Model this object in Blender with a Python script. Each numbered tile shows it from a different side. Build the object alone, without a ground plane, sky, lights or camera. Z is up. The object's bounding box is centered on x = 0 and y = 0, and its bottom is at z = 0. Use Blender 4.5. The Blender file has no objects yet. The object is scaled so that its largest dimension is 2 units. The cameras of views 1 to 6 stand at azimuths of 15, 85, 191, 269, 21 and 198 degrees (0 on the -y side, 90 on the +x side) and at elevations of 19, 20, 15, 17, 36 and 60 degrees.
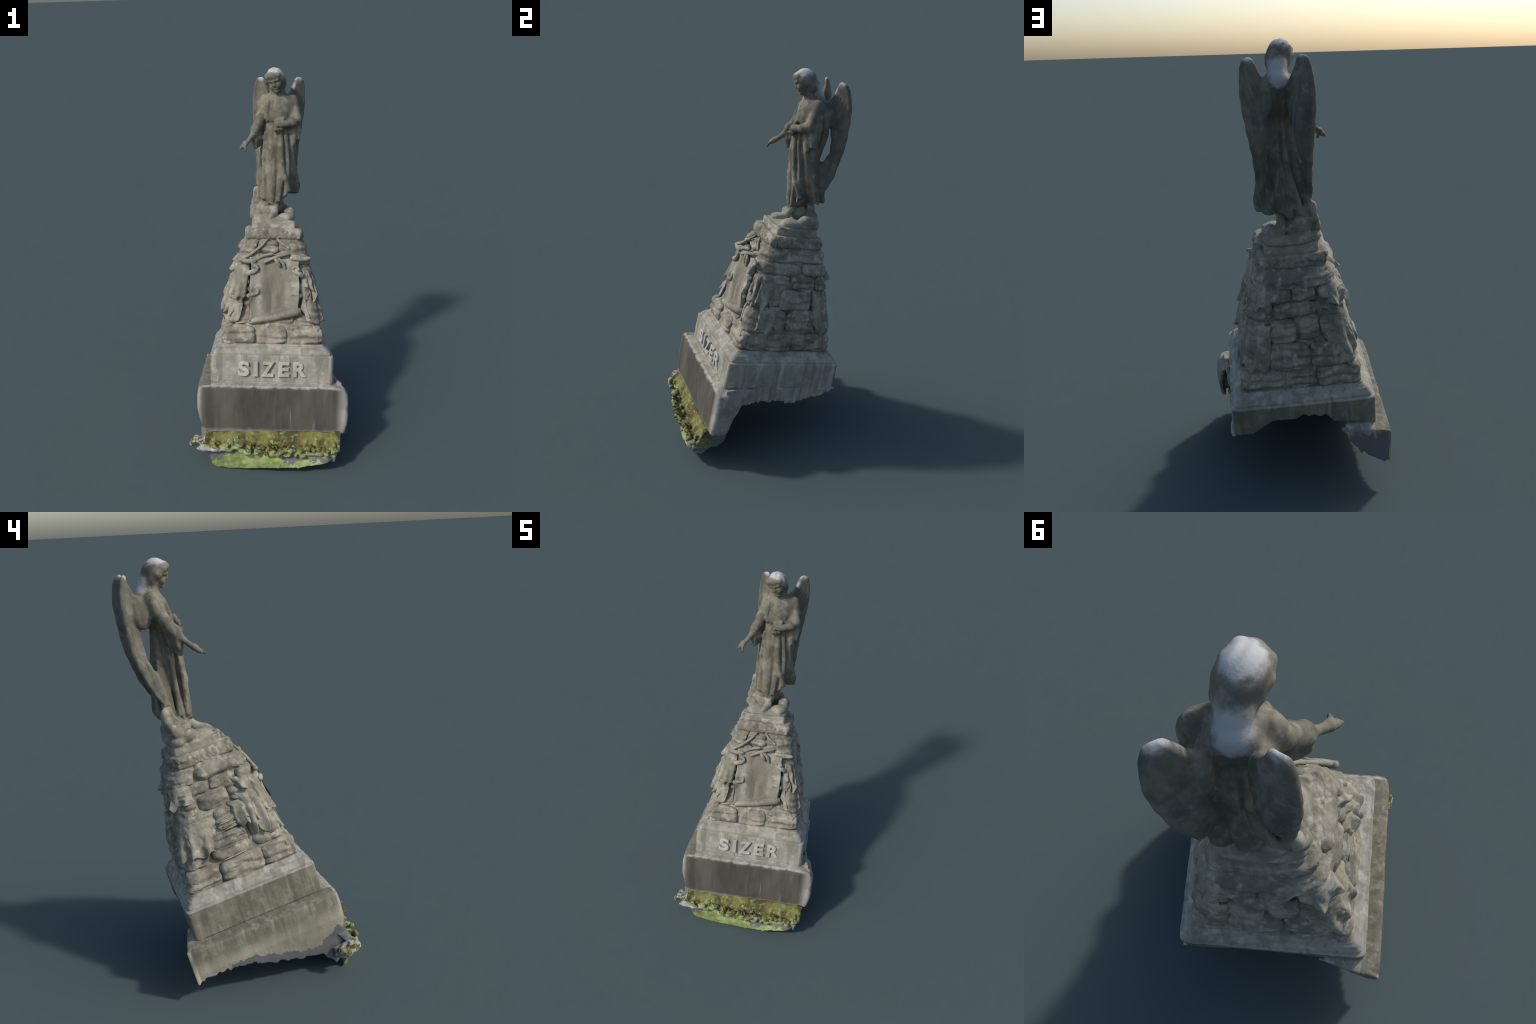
# Weathered grave monument: angel on a rustic stone pyramid over a stepped plinth.
# Everything is described in the monument's own frame (x right, y back, z up along its
# axis, front at -y); the parent Empty leans and turns that frame into the world.
import bpy, math
import numpy as np
from mathutils import Matrix, Vector

# ------------------------------------------------------------------ frame
EX = np.array([.970, .238, -.051]); EX /= np.linalg.norm(EX)
EY = np.array([-.239, .943, -.233]); EY -= EX*(EX@EY); EY /= np.linalg.norm(EY)
EZ = np.cross(EX, EY)
ROT = np.array([EX, EY, EZ]).T
ORG = np.array([-.009, .049, .488]) - 0.5*EZ
def world_z(X, Y, Z): return ORG[2] + ROT[2, 0]*X + ROT[2, 1]*Y + ROT[2, 2]*Z

rng = np.random.default_rng(7)

# ------------------------------------------------------------------ noise
_TAB = np.random.default_rng(11).random((64, 64, 64)).astype(np.float32)*2 - 1
def vnoise(x, y, z):
    x, y, z = np.broadcast_arrays(np.asarray(x, np.float32), np.asarray(y, np.float32), np.asarray(z, np.float32))
    xi = np.floor(x).astype(np.int32); yi = np.floor(y).astype(np.int32); zi = np.floor(z).astype(np.int32)
    fx = x-xi; fy = y-yi; fz = z-zi
    fx = fx*fx*(3-2*fx); fy = fy*fy*(3-2*fy); fz = fz*fz*(3-2*fz)
    def g(a, b, c): return _TAB[(xi+a) & 63, (yi+b) & 63, (zi+c) & 63]
    x00 = g(0, 0, 0)*(1-fx)+g(1, 0, 0)*fx; x10 = g(0, 1, 0)*(1-fx)+g(1, 1, 0)*fx
    x01 = g(0, 0, 1)*(1-fx)+g(1, 0, 1)*fx; x11 = g(0, 1, 1)*(1-fx)+g(1, 1, 1)*fx
    return (x00*(1-fy)+x10*fy)*(1-fz) + (x01*(1-fy)+x11*fy)*fz
def fbm(x, y, z, s, octv=3, stretch=1.0, off=0.0):
    a, t, out = 1.0, 0.0, 0.0
    for o in range(octv):
        f = s*2.0**o
        out = out + a*vnoise(x*f+17.3*o+off, y*f+5.1+off, z*f*stretch+9.7+off); t += a; a *= .5
    return out/t

# ------------------------------------------------------------------ signed-distance field + surface nets
class Field:
    def __init__(s, lo, hi, h):
        s.h = h; s.lo = np.array(lo, float)
        s.n = np.ceil((np.array(hi)-s.lo)/h).astype(int)+1
        s.ax = [(s.lo[i]+h*np.arange(s.n[i])).astype(np.float32) for i in range(3)]
        s.F = np.full(tuple(s.n), 1.0, np.float32)
    def grid(s, lo=None, hi=None):
        sl = []
        for i in range(3):
            a = 0 if lo is None else max(0, int((lo[i]-s.lo[i])/s.h)-1)
            b = s.n[i] if hi is None else min(s.n[i], int((hi[i]-s.lo[i])/s.h)+3)
            sl.append(slice(a, max(a, b)))
        return tuple(sl), s.ax[0][sl[0]][:, None, None], s.ax[1][sl[1]][None, :, None], s.ax[2][sl[2]][None, None, :]
    def add(s, fn, lo=None, hi=None, k=.01):
        sl, X, Y, Z = s.grid(lo, hi)
        if 0 in s.F[sl].shape: return
        a = s.F[sl]; b = fn(X, Y, Z).astype(np.float32)
        q = np.maximum(k-np.abs(a-b), 0)/k
        s.F[sl] = np.minimum(a, b)-q*q*k*.25
    def cut(s, fn, lo=None, hi=None, k=.006):
        sl, X, Y, Z = s.grid(lo, hi)
        if 0 in s.F[sl].shape: return
        a = s.F[sl]; b = -fn(X, Y, Z).astype(np.float32)
        q = np.maximum(k-np.abs(a-b), 0)/k
        s.F[sl] = np.maximum(a, b)+q*q*k*.25
    def ball(s, c, r, k=.012, rot=None):
        c = np.array(c, float); r = np.array([r]*3 if np.isscalar(r) else r, float); m = r.max()+k+.012
        def fn(X, Y, Z):
            x, y, z = X-c[0], Y-c[1], Z-c[2]
            if rot is not None:
                x, y, z = (rot[0, 0]*x+rot[1, 0]*y+rot[2, 0]*z, rot[0, 1]*x+rot[1, 1]*y+rot[2, 1]*z, rot[0, 2]*x+rot[1, 2]*y+rot[2, 2]*z)
            q = np.sqrt((x/r[0])**2+(y/r[1])**2+(z/r[2])**2)
            return (q-1)*r.min()*1.0 if r.min() == r.max() else q*(q-1)/np.maximum(np.sqrt((x/r[0]**2)**2+(y/r[1]**2)**2+(z/r[2]**2)**2), 1e-4)
        s.add(fn, c-m, c+m, k)
    def rod(s, a, b, ra, rb, k=.012, cut=False):
        a = np.array(a, float); b = np.array(b, float); d = b-a; L2 = d@d; m = max(ra, rb)+k+.012
        def fn(X, Y, Z):
            t = np.clip(((X-a[0])*d[0]+(Y-a[1])*d[1]+(Z-a[2])*d[2])/L2, 0, 1)
            return np.sqrt((X-a[0]-t*d[0])**2+(Y-a[1]-t*d[1])**2+(Z-a[2]-t*d[2])**2)-(ra+(rb-ra)*t)
        (s.cut if cut else s.add)(fn, np.minimum(a, b)-m, np.maximum(a, b)+m, k)
    def path(s, pts, k=.012, cut=False):
        for p, q in zip(pts[:-1], pts[1:]): s.rod(p[:3], q[:3], p[3], q[3], k, cut)
    def mesh(s):
        F = s.F; S = F < 0
        n = np.array(F.shape)-1
        cnt = np.zeros(n, np.float32); acc = np.zeros(tuple(n)+(3,), np.float32)
        def view(A, o, ext): return A[tuple(slice(o[i], o[i]+ext[i]) for i in range(3))]
        for ax in range(3):
            for oa in (0, 1):
                for ob in (0, 1):
                    o0 = [0, 0, 0]; others = [i for i in range(3) if i != ax]
                    o0[others[0]] = oa; o0[others[1]] = ob
                    o1 = list(o0); o1[ax] = 1
                    f0 = view(F, o0, n); f1 = view(F, o1, n); m = (f0 < 0) != (f1 < 0)
                    t = np.where(m, f0/np.where(m, f0-f1, 1), 0)
                    cnt += m
                    acc[..., ax] += np.where(m, t, 0)
                    acc[..., others[0]] += m*float(oa); acc[..., others[1]] += m*float(ob)
        act = cnt > 0
        idx = np.full(tuple(n), -1, np.int64); ijk = np.argwhere(act); idx[act] = np.arange(len(ijk))
        V = s.lo + s.h*(ijk + acc[act]/cnt[act][:, None])
        quads = []
        for ax in range(3):
            a, b = (ax+1) % 3, (ax+2) % 3
            ext = np.array(F.shape); ext[ax] -= 1; ext[a] -= 2; ext[b] -= 2
            o0 = [0, 0, 0]; o0[a] = 1; o0[b] = 1; o1 = list(o0); o1[ax] = 1
            s0 = view(S, o0, ext); s1 = view(S, o1, ext)
            e = np.argwhere(s0 != s1)
            if not len(e): continue
            base = e.copy(); base[:, a] += 1; base[:, b] += 1
            inside = s0[tuple(e.T)]
            def cell(da, db):
                c = base.copy(); c[:, a] -= da; c[:, b] -= db
                return idx[tuple(c.T)]
            q = np.stack([cell(1, 1), cell(0, 1), cell(0, 0), cell(1, 0)], 1)
            q[~inside] = q[~inside][:, ::-1]
            quads.append(q)
        return V, np.concatenate(quads)

def vertex_normals(V, Q):
    N = np.zeros_like(V)
    for i in range(4):
        p, a, b = V[Q[:, i]], V[Q[:, (i+1) % 4]], V[Q[:, (i-1) % 4]]
        c = np.cross(a-p, b-p)
        for d in range(3): N[:, d] += np.bincount(Q[:, i], c[:, d], len(V))
    return N/np.maximum(np.linalg.norm(N, axis=1, keepdims=True), 1e-12)
def relax(V, Q, it=1, lam=.5):
    E = np.concatenate([Q[:, [i, (i+1) % 4]] for i in range(4)]); E = np.concatenate([E, E[:, ::-1]])
    deg = np.bincount(E[:, 0], minlength=len(V))[:, None]
    for _ in range(it):
        S = np.stack([np.bincount(E[:, 0], V[E[:, 1], d], len(V)) for d in range(3)], 1)
        V = V+lam*(S/np.maximum(deg, 1)-V)
    return V

# ------------------------------------------------------------------ objects
ROOT = bpy.data.objects.new("angel_monument", None)
bpy.context.scene.collection.objects.link(ROOT)
ROOT.matrix_world = Matrix([list(ROT[i])+[ORG[i]] for i in range(3)]+[[0, 0, 0, 1]])
ROOT["label"] = "weathered stone angel standing on a rustic rock pyramid and plinth"
ROOT["category"] = "grave monument"

def make(name, V, Fc, mat, parent=ROOT, normals=None, smooth=True):
    me = bpy.data.meshes.new(name)
    me.from_pydata(np.asarray(V).tolist(), [], [list(map(int, f)) for f in Fc])
    me.update()
    me.polygons.foreach_set("use_smooth", [smooth]*len(me.polygons))
    if normals is not None: me.normals_split_custom_set_from_vertices(np.asarray(normals).tolist())
    if mat: me.materials.append(mat)
    ob = bpy.data.objects.new(name, me); bpy.context.scene.collection.objects.link(ob)
    ob.parent = parent
    return ob
def make_split(V, Q, labels, table, parent=ROOT, relax_it=1):
    if relax_it: V = relax(V, Q, relax_it)
    N = vertex_normals(V, Q); obs = {}
    for lab, (name, mat) in table.items():
        sel = Q[labels == lab]
        if not len(sel): continue
        u, inv = np.unique(sel, return_inverse=True)
        obs[lab] = make(name, V[u], inv.reshape(sel.shape), mat, parent, N[u])
    return obs
def group(name, parent=ROOT):
    e = bpy.data.objects.new(name, None); bpy.context.scene.collection.objects.link(e); e.parent = parent
    return e

# ------------------------------------------------------------------ materials
def stone(name, base, dark, pale, tint, rough=.85, streak=.0, scale=1.0, contrast=1.0, bump=.25, stain=None, bleach=None):
    """weathered stone: patchy light / dark / tinted noise, optional vertical streaks, fine bump.
    stain = (colour, (xmin,xmax,zmin,zmax), softness): streaky dirt inside a box of the front face."""
    m = bpy.data.materials.new(name); m.use_nodes = True
    nt = m.node_tree; N = nt.nodes; L = nt.links; N.clear()
    out = N.new("ShaderNodeOutputMaterial"); bs = N.new("ShaderNodeBsdfPrincipled")
    L.new(bs.outputs[0], out.inputs[0]); bs.inputs["Roughness"].default_value = rough
    bs.inputs["Specular IOR Level"].default_value = .25
    tc = N.new("ShaderNodeTexCoord")
    def noise(sc, det=4, vec=(1, 1, 1), loc=(0, 0, 0), rgh=.55):
        mp = N.new("ShaderNodeMapping"); mp.inputs["Scale"].default_value = vec; mp.inputs["Location"].default_value = loc
        L.new(tc.outputs["Object"], mp.inputs[0])
        n = N.new("ShaderNodeTexNoise"); n.inputs["Scale"].default_value = sc*scale
        n.inputs["Detail"].default_value = det; n.inputs["Roughness"].default_value = rgh
        L.new(mp.outputs[0], n.inputs["Vector"]); return n.outputs["Fac"]
    def ramp(f, a, b):
        r = N.new("ShaderNodeMapRange"); r.interpolation_type = 'SMOOTHSTEP'
        r.inputs["From Min"].default_value = a; r.inputs["From Max"].default_value = b
        L.new(f, r.inputs["Value"]); return r.outputs[0]
    def mixc(f, c0, c1, amt=1.0):
        mx = N.new("ShaderNodeMix"); mx.data_type = 'RGBA'
        if amt != 1.0:
            mu = N.new("ShaderNodeMath"); mu.operation = 'MULTIPLY'; mu.inputs[1].default_value = amt
            L.new(f, mu.inputs[0]); f = mu.outputs[0]
        L.new(f, mx.inputs["Factor"])
        for inp, c in (("A", c0), ("B", c1)):
            sock = [s for s in mx.inputs if s.name == inp and s.type == 'RGBA'][0]
            if isinstance(c, tuple): sock.default_value = (*c, 1)
            else: L.new(c, sock)
        return [s for s in mx.outputs if s.type == 'RGBA'][0]
    c = mixc(ramp(noise(9, 5), .38, .62), base, dark, .75*contrast)
    c = mixc(ramp(noise(26, 4, loc=(3, 1, 7)), .50, .70), c, pale, .55*contrast)
    c = mixc(ramp(noise(14, 3, loc=(8, 4, 2)), .52, .72), c, tint, .6)
    c = mixc(ramp(noise(70, 3, loc=(1, 9, 5)), .50, .75), c, dark, .35*contrast)
    if streak:
        c = mixc(ramp(noise(30, 3, vec=(1, 1, .09)), .48, .66), c, dark, streak)
        c = mixc(ramp(noise(22, 3, vec=(1, 1, .12), loc=(4, 4, 4)), .54, .70), c, pale, streak*.8)
    if stain:
        col, (x0, x1, z0, z1), soft, gain = stain
        sp = N.new("ShaderNodeSeparateXYZ"); L.new(tc.outputs["Object"], sp.inputs[0])
        wob = noise(30, 3, vec=(1, 1, .1), loc=(2, 6, 1))
        def wobz(sock, amt):
            a = N.new("ShaderNodeMath"); a.operation = 'MULTIPLY_ADD'; a.inputs[1].default_value = amt
            L.new(wob, a.inputs[0]); L.new(sock, a.inputs[2]); return a.outputs[0]
        X = sp.outputs["X"]; Z = wobz(sp.outputs["Z"], .02)
        fs = [ramp(X, x0, x0+soft), ramp(X, x1, x1-soft*1.5), ramp(Z, z0+.01, z0+.01+soft), ramp(Z, z1+.01, z1+.01-soft*.25), ramp(noise(22, 3, vec=(1, 1, .10), loc=(7, 3, 3)), .05, .36)]
        f = fs[0]
        for g in fs[1:]:
            mu = N.new("ShaderNodeMath"); mu.operation = 'MULTIPLY'; L.new(f, mu.inputs[0]); L.new(g, mu.inputs[1]); f = mu.outputs[0]
        c2 = mixc(ramp(noise(7, 4, vec=(1, 1, .18), loc=(5, 1, 8)), .36, .68), col, tuple(v*gain for v in col))
        c2 = mixc(ramp(noise(34, 3, vec=(1, 1, .10), loc=(9, 2, 4)), .5, .72), c2, tuple(v*gain*1.2 for v in col), .4)
        c = mixc(f, c, c2, .92)
    if bleach:
        col, spots = bleach
        wv = noise(60, 4, loc=(6, 6, 6), rgh=.65)
        for (px, py, pz), r0, r1 in spots:
            d = N.new("ShaderNodeVectorMath"); d.operation = 'DISTANCE'; d.inputs[1].default_value = (px, py, pz)
            L.new(tc.outputs["Object"], d.inputs[0])
            a = N.new("ShaderNodeMath"); a.operation = 'MULTIPLY_ADD'; a.inputs[1].default_value = .035; L.new(wv, a.inputs[0]); L.new(d.outputs["Value"], a.inputs[2])
            c = mixc(ramp(a.outputs[0], r1+.0165, r0+.0165), c, col, .9)
    L.new(c, bs.inputs["Base Color"])
    if bump:
        b = N.new("ShaderNodeBump"); b.inputs["Strength"].default_value = bump; b.inputs["Distance"].default_value = .004
        L.new(noise(90, 4, loc=(2, 2, 2)), b.inputs["Height"]); L.new(b.outputs[0], bs.inputs["Normal"])
    return m

PALE = (.43, .435, .43)
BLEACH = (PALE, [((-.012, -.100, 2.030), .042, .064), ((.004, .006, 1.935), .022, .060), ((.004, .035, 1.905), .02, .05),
                 ((.122, .064, 2.01), .010, .045), ((.10, .045, 1.955), .006, .03), ((-.09, .066, 2.0), .006, .03)])
M_ANGEL = stone("angel_stone", (.172, .160, .120), (.080, .076, .058), (.275, .258, .205), (.145, .150, .098), streak=.55, bump=.25, bleach=BLEACH, contrast=1.0)
M_WING = stone("wing_stone", (.150, .144, .116), (.075, .073, .061), (.24, .23, .195), (.135, .138, .10), streak=.5, bump=.25, bleach=BLEACH, contrast=.95)
M_HAIR = stone("hair_stone", (.19, .18, .143), (.10, .095, .076), (.32, .305, .26), (.17, .172, .12), bump=.25, bleach=BLEACH, contrast=.9)
M_ROCK = stone("rock_stone", (.280, .257, .200), (.120, .111, .087), (.47, .445, .37), (.265, .255, .16), streak=.4, bump=.6, contrast=1.1)
M_MOUND = stone("mound_stone", (.275, .260, .208), (.145, .137, .107), (.46, .445, .385), (.255, .25, .17), bump=.4, contrast=1.05)
M_CARVE = stone("carved_stone", (.275, .260, .202), (.135, .127, .098), (.44, .425, .35), (.255, .25, .16), bump=.5, contrast=1.05, streak=.25)
M_SCROLL = stone("scroll_stone", (.285, .270, .218), (.16, .152, .12), (.43, .418, .36), (.26, .25, .17), streak=.4, bump=.5, contrast=1.05,
                 stain=((.108, .098, .076), (-.09, .105, .67, 1.0), .06, 2.2))
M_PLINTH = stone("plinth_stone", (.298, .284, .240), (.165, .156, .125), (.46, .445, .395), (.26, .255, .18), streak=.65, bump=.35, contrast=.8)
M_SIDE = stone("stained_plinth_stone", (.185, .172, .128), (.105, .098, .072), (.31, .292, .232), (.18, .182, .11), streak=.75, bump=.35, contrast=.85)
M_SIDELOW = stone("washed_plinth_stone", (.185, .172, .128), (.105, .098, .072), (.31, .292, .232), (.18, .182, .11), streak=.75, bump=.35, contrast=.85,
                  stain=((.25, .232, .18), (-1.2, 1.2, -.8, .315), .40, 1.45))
M_FRONT = stone("plinth_front_stone", (.38, .365, .32), (.25, .24, .205), (.50, .488, .445), (.33, .33, .25), streak=.4, bump=.2, contrast=.8,
                stain=((.026, .024, .019), (-.395, .398, .090, .350), .045, 2.7))
M_LETTER = stone("letter_stone", (.41, .40, .36), (.25, .242, .205), (.54, .532, .50), (.36, .355, .28), bump=.5, contrast=.9)
M_MOSS = stone("mossy_stone", (.165, .165, .045), (.050, .046, .018), (.29, .30, .12), (.17, .115, .05), scale=1.6, bump=.6, contrast=1.3, streak=.3)
M_LEAF = stone("leaf_litter", (.24, .275, .11), (.09, .11, .045), (.42, .45, .27), (.31, .27, .16), scale=2.4, bump=.5, contrast=1.2)
M_GRASS = stone("grass", (.27, .34, .12), (.15, .215, .055), (.46, .46, .27), (.31, .26, .16), scale=1.2, bump=.4, contrast=1.1, streak=.5)
M_FILL = stone("grey_fill", (.135, .135, .145), (.125, .125, .135), (.145, .145, .155), (.135, .135, .145), bump=.0, contrast=.3)
M_PEBBLE = stone("pale_rock", (.38, .37, .36), (.17, .155, .10), (.56, .55, .56), (.22, .20, .09), scale=2.0, bump=.5, contrast=1.2)

# ------------------------------------------------------------------ tower profiles
Z_R = [.545, .565, .66, .74, .82, .90, .97, 1.03, 1.075, 1.108, 1.17]
H_R = [.270, .273, .266, .248, .234, .219, .204, .190, .176, .155, .146]
def H(z): return np.interp(z, Z_R, H_R)
def square(x, y, p=10.0):
    ax, ay = np.abs(x)+1e-6, np.abs(y)+1e-6; m = np.maximum(ax, ay)
    return m*((ax/m)**p+(ay/m)**p)**(1/p)

# ------------------------------------------------------------------ plinth: lower block (open shell, torn at the back and right)
plinth = group("plinth")
f = Field((-.405, -.40, -.08), (.425, .40, .385), .0045)
_, X, Y, Z = f.grid()
half = np.interp(Z, [-.1, .15, .30, .334, .342, .349, .362, .37], [.377, .381, .381, .380, .376, .366, .334, .330])
# the scan swells sideways at mid height and tucks in under the left rim
bul_r = np.interp(Z, [-.1, .05, .10, .15, .20, .27, .31, .345, .36], [.36, .370, .390, .401, .407, .407, .401, .384, .340])/.379
bul_l = np.interp(Z, [-.08, -.03, .03, .09, .15, .22, .30, .345, .36], [.304, .316, .333, .350, .367, .384, .389, .384, .342])/.379
swell = np.clip((-.20-Y)/.10, 0, 1)
XS = np.where(X > 0, X/(1+(bul_r-1)*swell), X/(1+(bul_l-1)))
wav = .0025*fbm(X, Y, Z, 18, 2)
SQ = square(XS, Y, 26)
f.F = (SQ - half + wav).astype(np.float32)
f.F = np.maximum(f.F, Z-.366)
f.cut(lambda X, Y, Z: np.maximum(SQ-(half-.016), Z-.340+0*X))
# torn lower rims
jag = lambda a, s, o: .010*vnoise(a*s+o, 0, o)+.005*vnoise(a*s*2.7+o, 3, o)
low_left = lambda y: np.interp(y, [-.40, -.37, -.33, -.29, -.27, -.246, -.23, -.205, -.12, -.056, .02, .09, .15, .277, .33, .36, .38],
                               [.108, .06, .0, -.052, -.016, .0, .03, .042, .068, .096, .120, .158, .172, .190, .186, .176, .184])
low_right = lambda y: np.interp(y, [-.40, -.31, -.29, -.28, -.268, -.24, -.21, -.18, .40], [.108, .108, .12, .16, .21, .27, .33, .50, .50])
low_back = lambda x: np.interp(x, [-.40, -.38, -.314, -.262, -.235, -.22, -.20, -.185, -.17], [.172, .172, .190, .222, .250, .285, .330, .345, .50])
dep = X+Y*0
wall = np.where(Y < -.362, .108 + .004*vnoise(X*40, 1, 1),
       np.where((X < -.30) & (Y < .345), low_left(Y)+jag(Y, 55, 2.0),
       np.where(X > .30, np.maximum(low_right(Y)+jag(Y, 60, 5.0), .1),
                low_back(X)+jag(X, 60, 8.0))))
wall = np.where((Y > -.362) & (X > -.358) & (X < .30) & (Y < .30), np.where(Y > -.2, np.where(X > -.31, .5, wall), np.where(X > -.31, .334, wall)), wall)
f.F = np.maximum(f.F, (wall-Z).astype(np.float32))
# carry the right wall of the upper block down as a torn web
web_z = lambda y: np.interp(y, [-.32, -.25, -.21, -.186, -.05, .10, .22, .30, .33], [.22, .245, .262, .276, .282, .276, .312, .352, .366])
def webfn(X, Y, Z):
    d = np.maximum(np.abs(X-.326-.006*np.sin(Y*30)-.035*np.clip((-.12-Y)/.16, 0, 1))-.009, np.abs(Y)-.325)
    return np.maximum(np.maximum(d, Z-.366), web_z(Y)+jag(Y, 70, 3.3)-Z)
f.add(webfn, (.28, -.34, .1), (.40, .34, .38), k=.02)
f.F = np.maximum(f.F, (Y-(.338+.25*np.clip(-.19-X, 0, .2))).astype(np.float32))    # slanting rear flare
flap_z = lambda x: np.interp(x, [-.40, -.38, -.33, -.29, -.25, -.225, -.20, -.18, -.165], [.170, .170, .178, .196, .214, .236, .285, .320, .350])
def flap(X, Y, Z):
    d = np.abs(Y-(.330+.25*np.clip(-.19-X, 0, .2)))-.007
    return np.maximum(np.maximum(d, np.maximum(X+.165, -.384-X)), np.maximum(flap_z(X)+jag(X, 60, 8.0)-Z, Z-.352))
f.add(flap, (-.40, .28, .13), (-.14, .40, .37), k=.01)
V, Q = f.mesh()
C = V[Q].mean(1); x, y, z = C.T
tex = np.interp(y, [-.36, -.328, -.264, -.209, -.129, -.07, -.02, .022, .098, .205, .277, .4], [.172, .171, .131, .095, .111, .142, .150, .177, .206, .200, .10, .05])
tex = tex + .012*vnoise(y*60, 2, 2)+.008*vnoise(y*150, z*30, 4)
lab = np.zeros(len(C), int)
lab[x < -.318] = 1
lab[(y < -.362) & (z < .352)] = 2
lab[(x < -.29) & (z < tex) & (y > -.362)] = 3
lab[(y > .325) & (x < -.2) & (z < .322+.02*vnoise(x*70, 0, 2)) & (x > -.374)] = 3
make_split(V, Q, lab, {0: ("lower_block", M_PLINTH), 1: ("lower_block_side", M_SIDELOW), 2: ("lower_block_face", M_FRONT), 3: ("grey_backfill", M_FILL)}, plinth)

# ------------------------------------------------------------------ plinth: upper inscribed block
f = Field((-.34, -.34, .335), (.34, .34, .565), .0033)
_, X, Y, Z = f.grid()
half = np.interp(Z, [.33, .362, .492, .499, .503, .5065, .510, .520, .532, .538, .5405, .545, .5475, .57], [.327, .3255, .3235, .3235, .322, .3095, .3125, .307, .298, .2925, .284, .284, .275, .273])
f.F = (square(X/1.010, Y, 30)-half+.002*fbm(X, Y, Z, 22, 2)).astype(np.float32)
f.F = np.maximum(f.F, Z-.556)
f.cut(lambda X, Y, Z: np.maximum(square(X, Y, 26)-.304, Z-.47+0*X))
back_z = lambda x: np.interp(x, [-.33, -.32, -.201, -.135, -.115, -.093, -.07, -.044, -.02, .004, .038, .147, .19, .238, .326], [.355, .355, .382, .390, .415, .437, .425, .441, .432, .450, .424, .427, .395, .362, .365])
f.F = np.maximum(f.F, (np.where(Y > .29, back_z(X), .358)-Z).astype(np.float32))
V, Q = f.mesh()
C = V[Q].mean(1); x, y, z = C.T
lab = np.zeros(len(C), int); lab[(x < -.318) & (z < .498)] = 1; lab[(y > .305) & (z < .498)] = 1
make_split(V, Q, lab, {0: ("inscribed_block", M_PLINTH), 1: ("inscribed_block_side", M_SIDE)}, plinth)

# raised letters
def letter(ch, xa, xb, za, zb, sink=0.0):
    cu = bpy.data.curves.new("letter", 'FONT'); cu.body = ch; cu.extrude = .06; cu.offset = .012; cu.resolution_u = 5; cu.bevel_depth = .03; cu.bevel_resolution = 2
    ob = bpy.data.objects.new("tmp", cu); bpy.context.scene.collection.objects.link(ob)
    bpy.context.view_layer.update()
    me = ob.to_mesh(); P = np.array([v.co[:] for v in me.vertices]); Fc = [list(p.vertices) for p in me.polygons]
    ob.to_mesh_clear(); bpy.data.objects.remove(ob); bpy.data.curves.remove(cu)
    lo, hi = P.min(0), P.max(0); t = (P-lo)/(hi-lo)
    xx = xa+(xb-xa)*t[:, 0]; zz = za+(zb-za)*t[:, 1]
    front = t[:, 2]
    yy = -.319-.0200*front + sink*t[:, 0]
    # soften the raised rim: front loop slightly inset
    cxm, czm = (xa+xb)/2, (za+zb)/2
    wear = .0025*fbm(xx, yy*0, zz, 45, 3)
    make("raised_letter", np.stack([xx+wear, yy+np.abs(wear)*1.2*front, zz+wear*.6], 1), Fc, M_LETTER, plinth, smooth=False)
for ch, xa, xb, sk in (("S", -.177, -.117, 0), ("I", -.094, -.072, 0), ("Z", -.054, .014, 0), ("E", .034, .093, .001), ("R", .113, .185, .008)):
    letter(ch, xa, xb, .393, .474, sk)

# ------------------------------------------------------------------ rustic pyramid: core, ledge, crowning slab
pyr = group("rock_pyramid")
f = Field((-.29, -.29, .54), (.29, .29, 1.125), .006)
_, X, Y, Z = f.grid()
f.F = (square(X, np.where(Y < 0, Y/(1-np.interp(Z, [.64, .70, .8, 1.0], [0, .09, .07, 0])), Y), 6)-(H(Z)-.018)+.010*fbm(X, Y, Z, 14, 3, stretch=2.2)).astype(np.float32)
f.F = np.maximum(f.F, np.maximum(.548-Z, Z-1.118))
V, Q = f.mesh(); V = relax(V, Q, 1); make("rubble_core", V, Q, M_ROCK, pyr, vertex_normals(V, Q))
f = Field((-.18, -.18, 1.09), (.18, .18, 1.19), .004)
_, X, Y, Z = f.grid()
half = np.interp(Z, [1.095, 1.106, 1.114, 1.125, 1.15, 1.163, 1.17], [.125, .146, .152, .153, .151, .145, .135])
f.F = (square(X, Y, 8)-half-.003+.015*fbm(X, Y, Z, 36, 3)).astype(np.float32)
f.F = np.maximum(f.F, np.maximum(1.10-Z, Z-1.167-.004*fbm(X, Y, Z, 40, 2)))
V, Q = f.mesh(); V = relax(V, Q, 1); make("rough_ledge", V, Q, M_ROCK, pyr, vertex_normals(V, Q))

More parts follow.
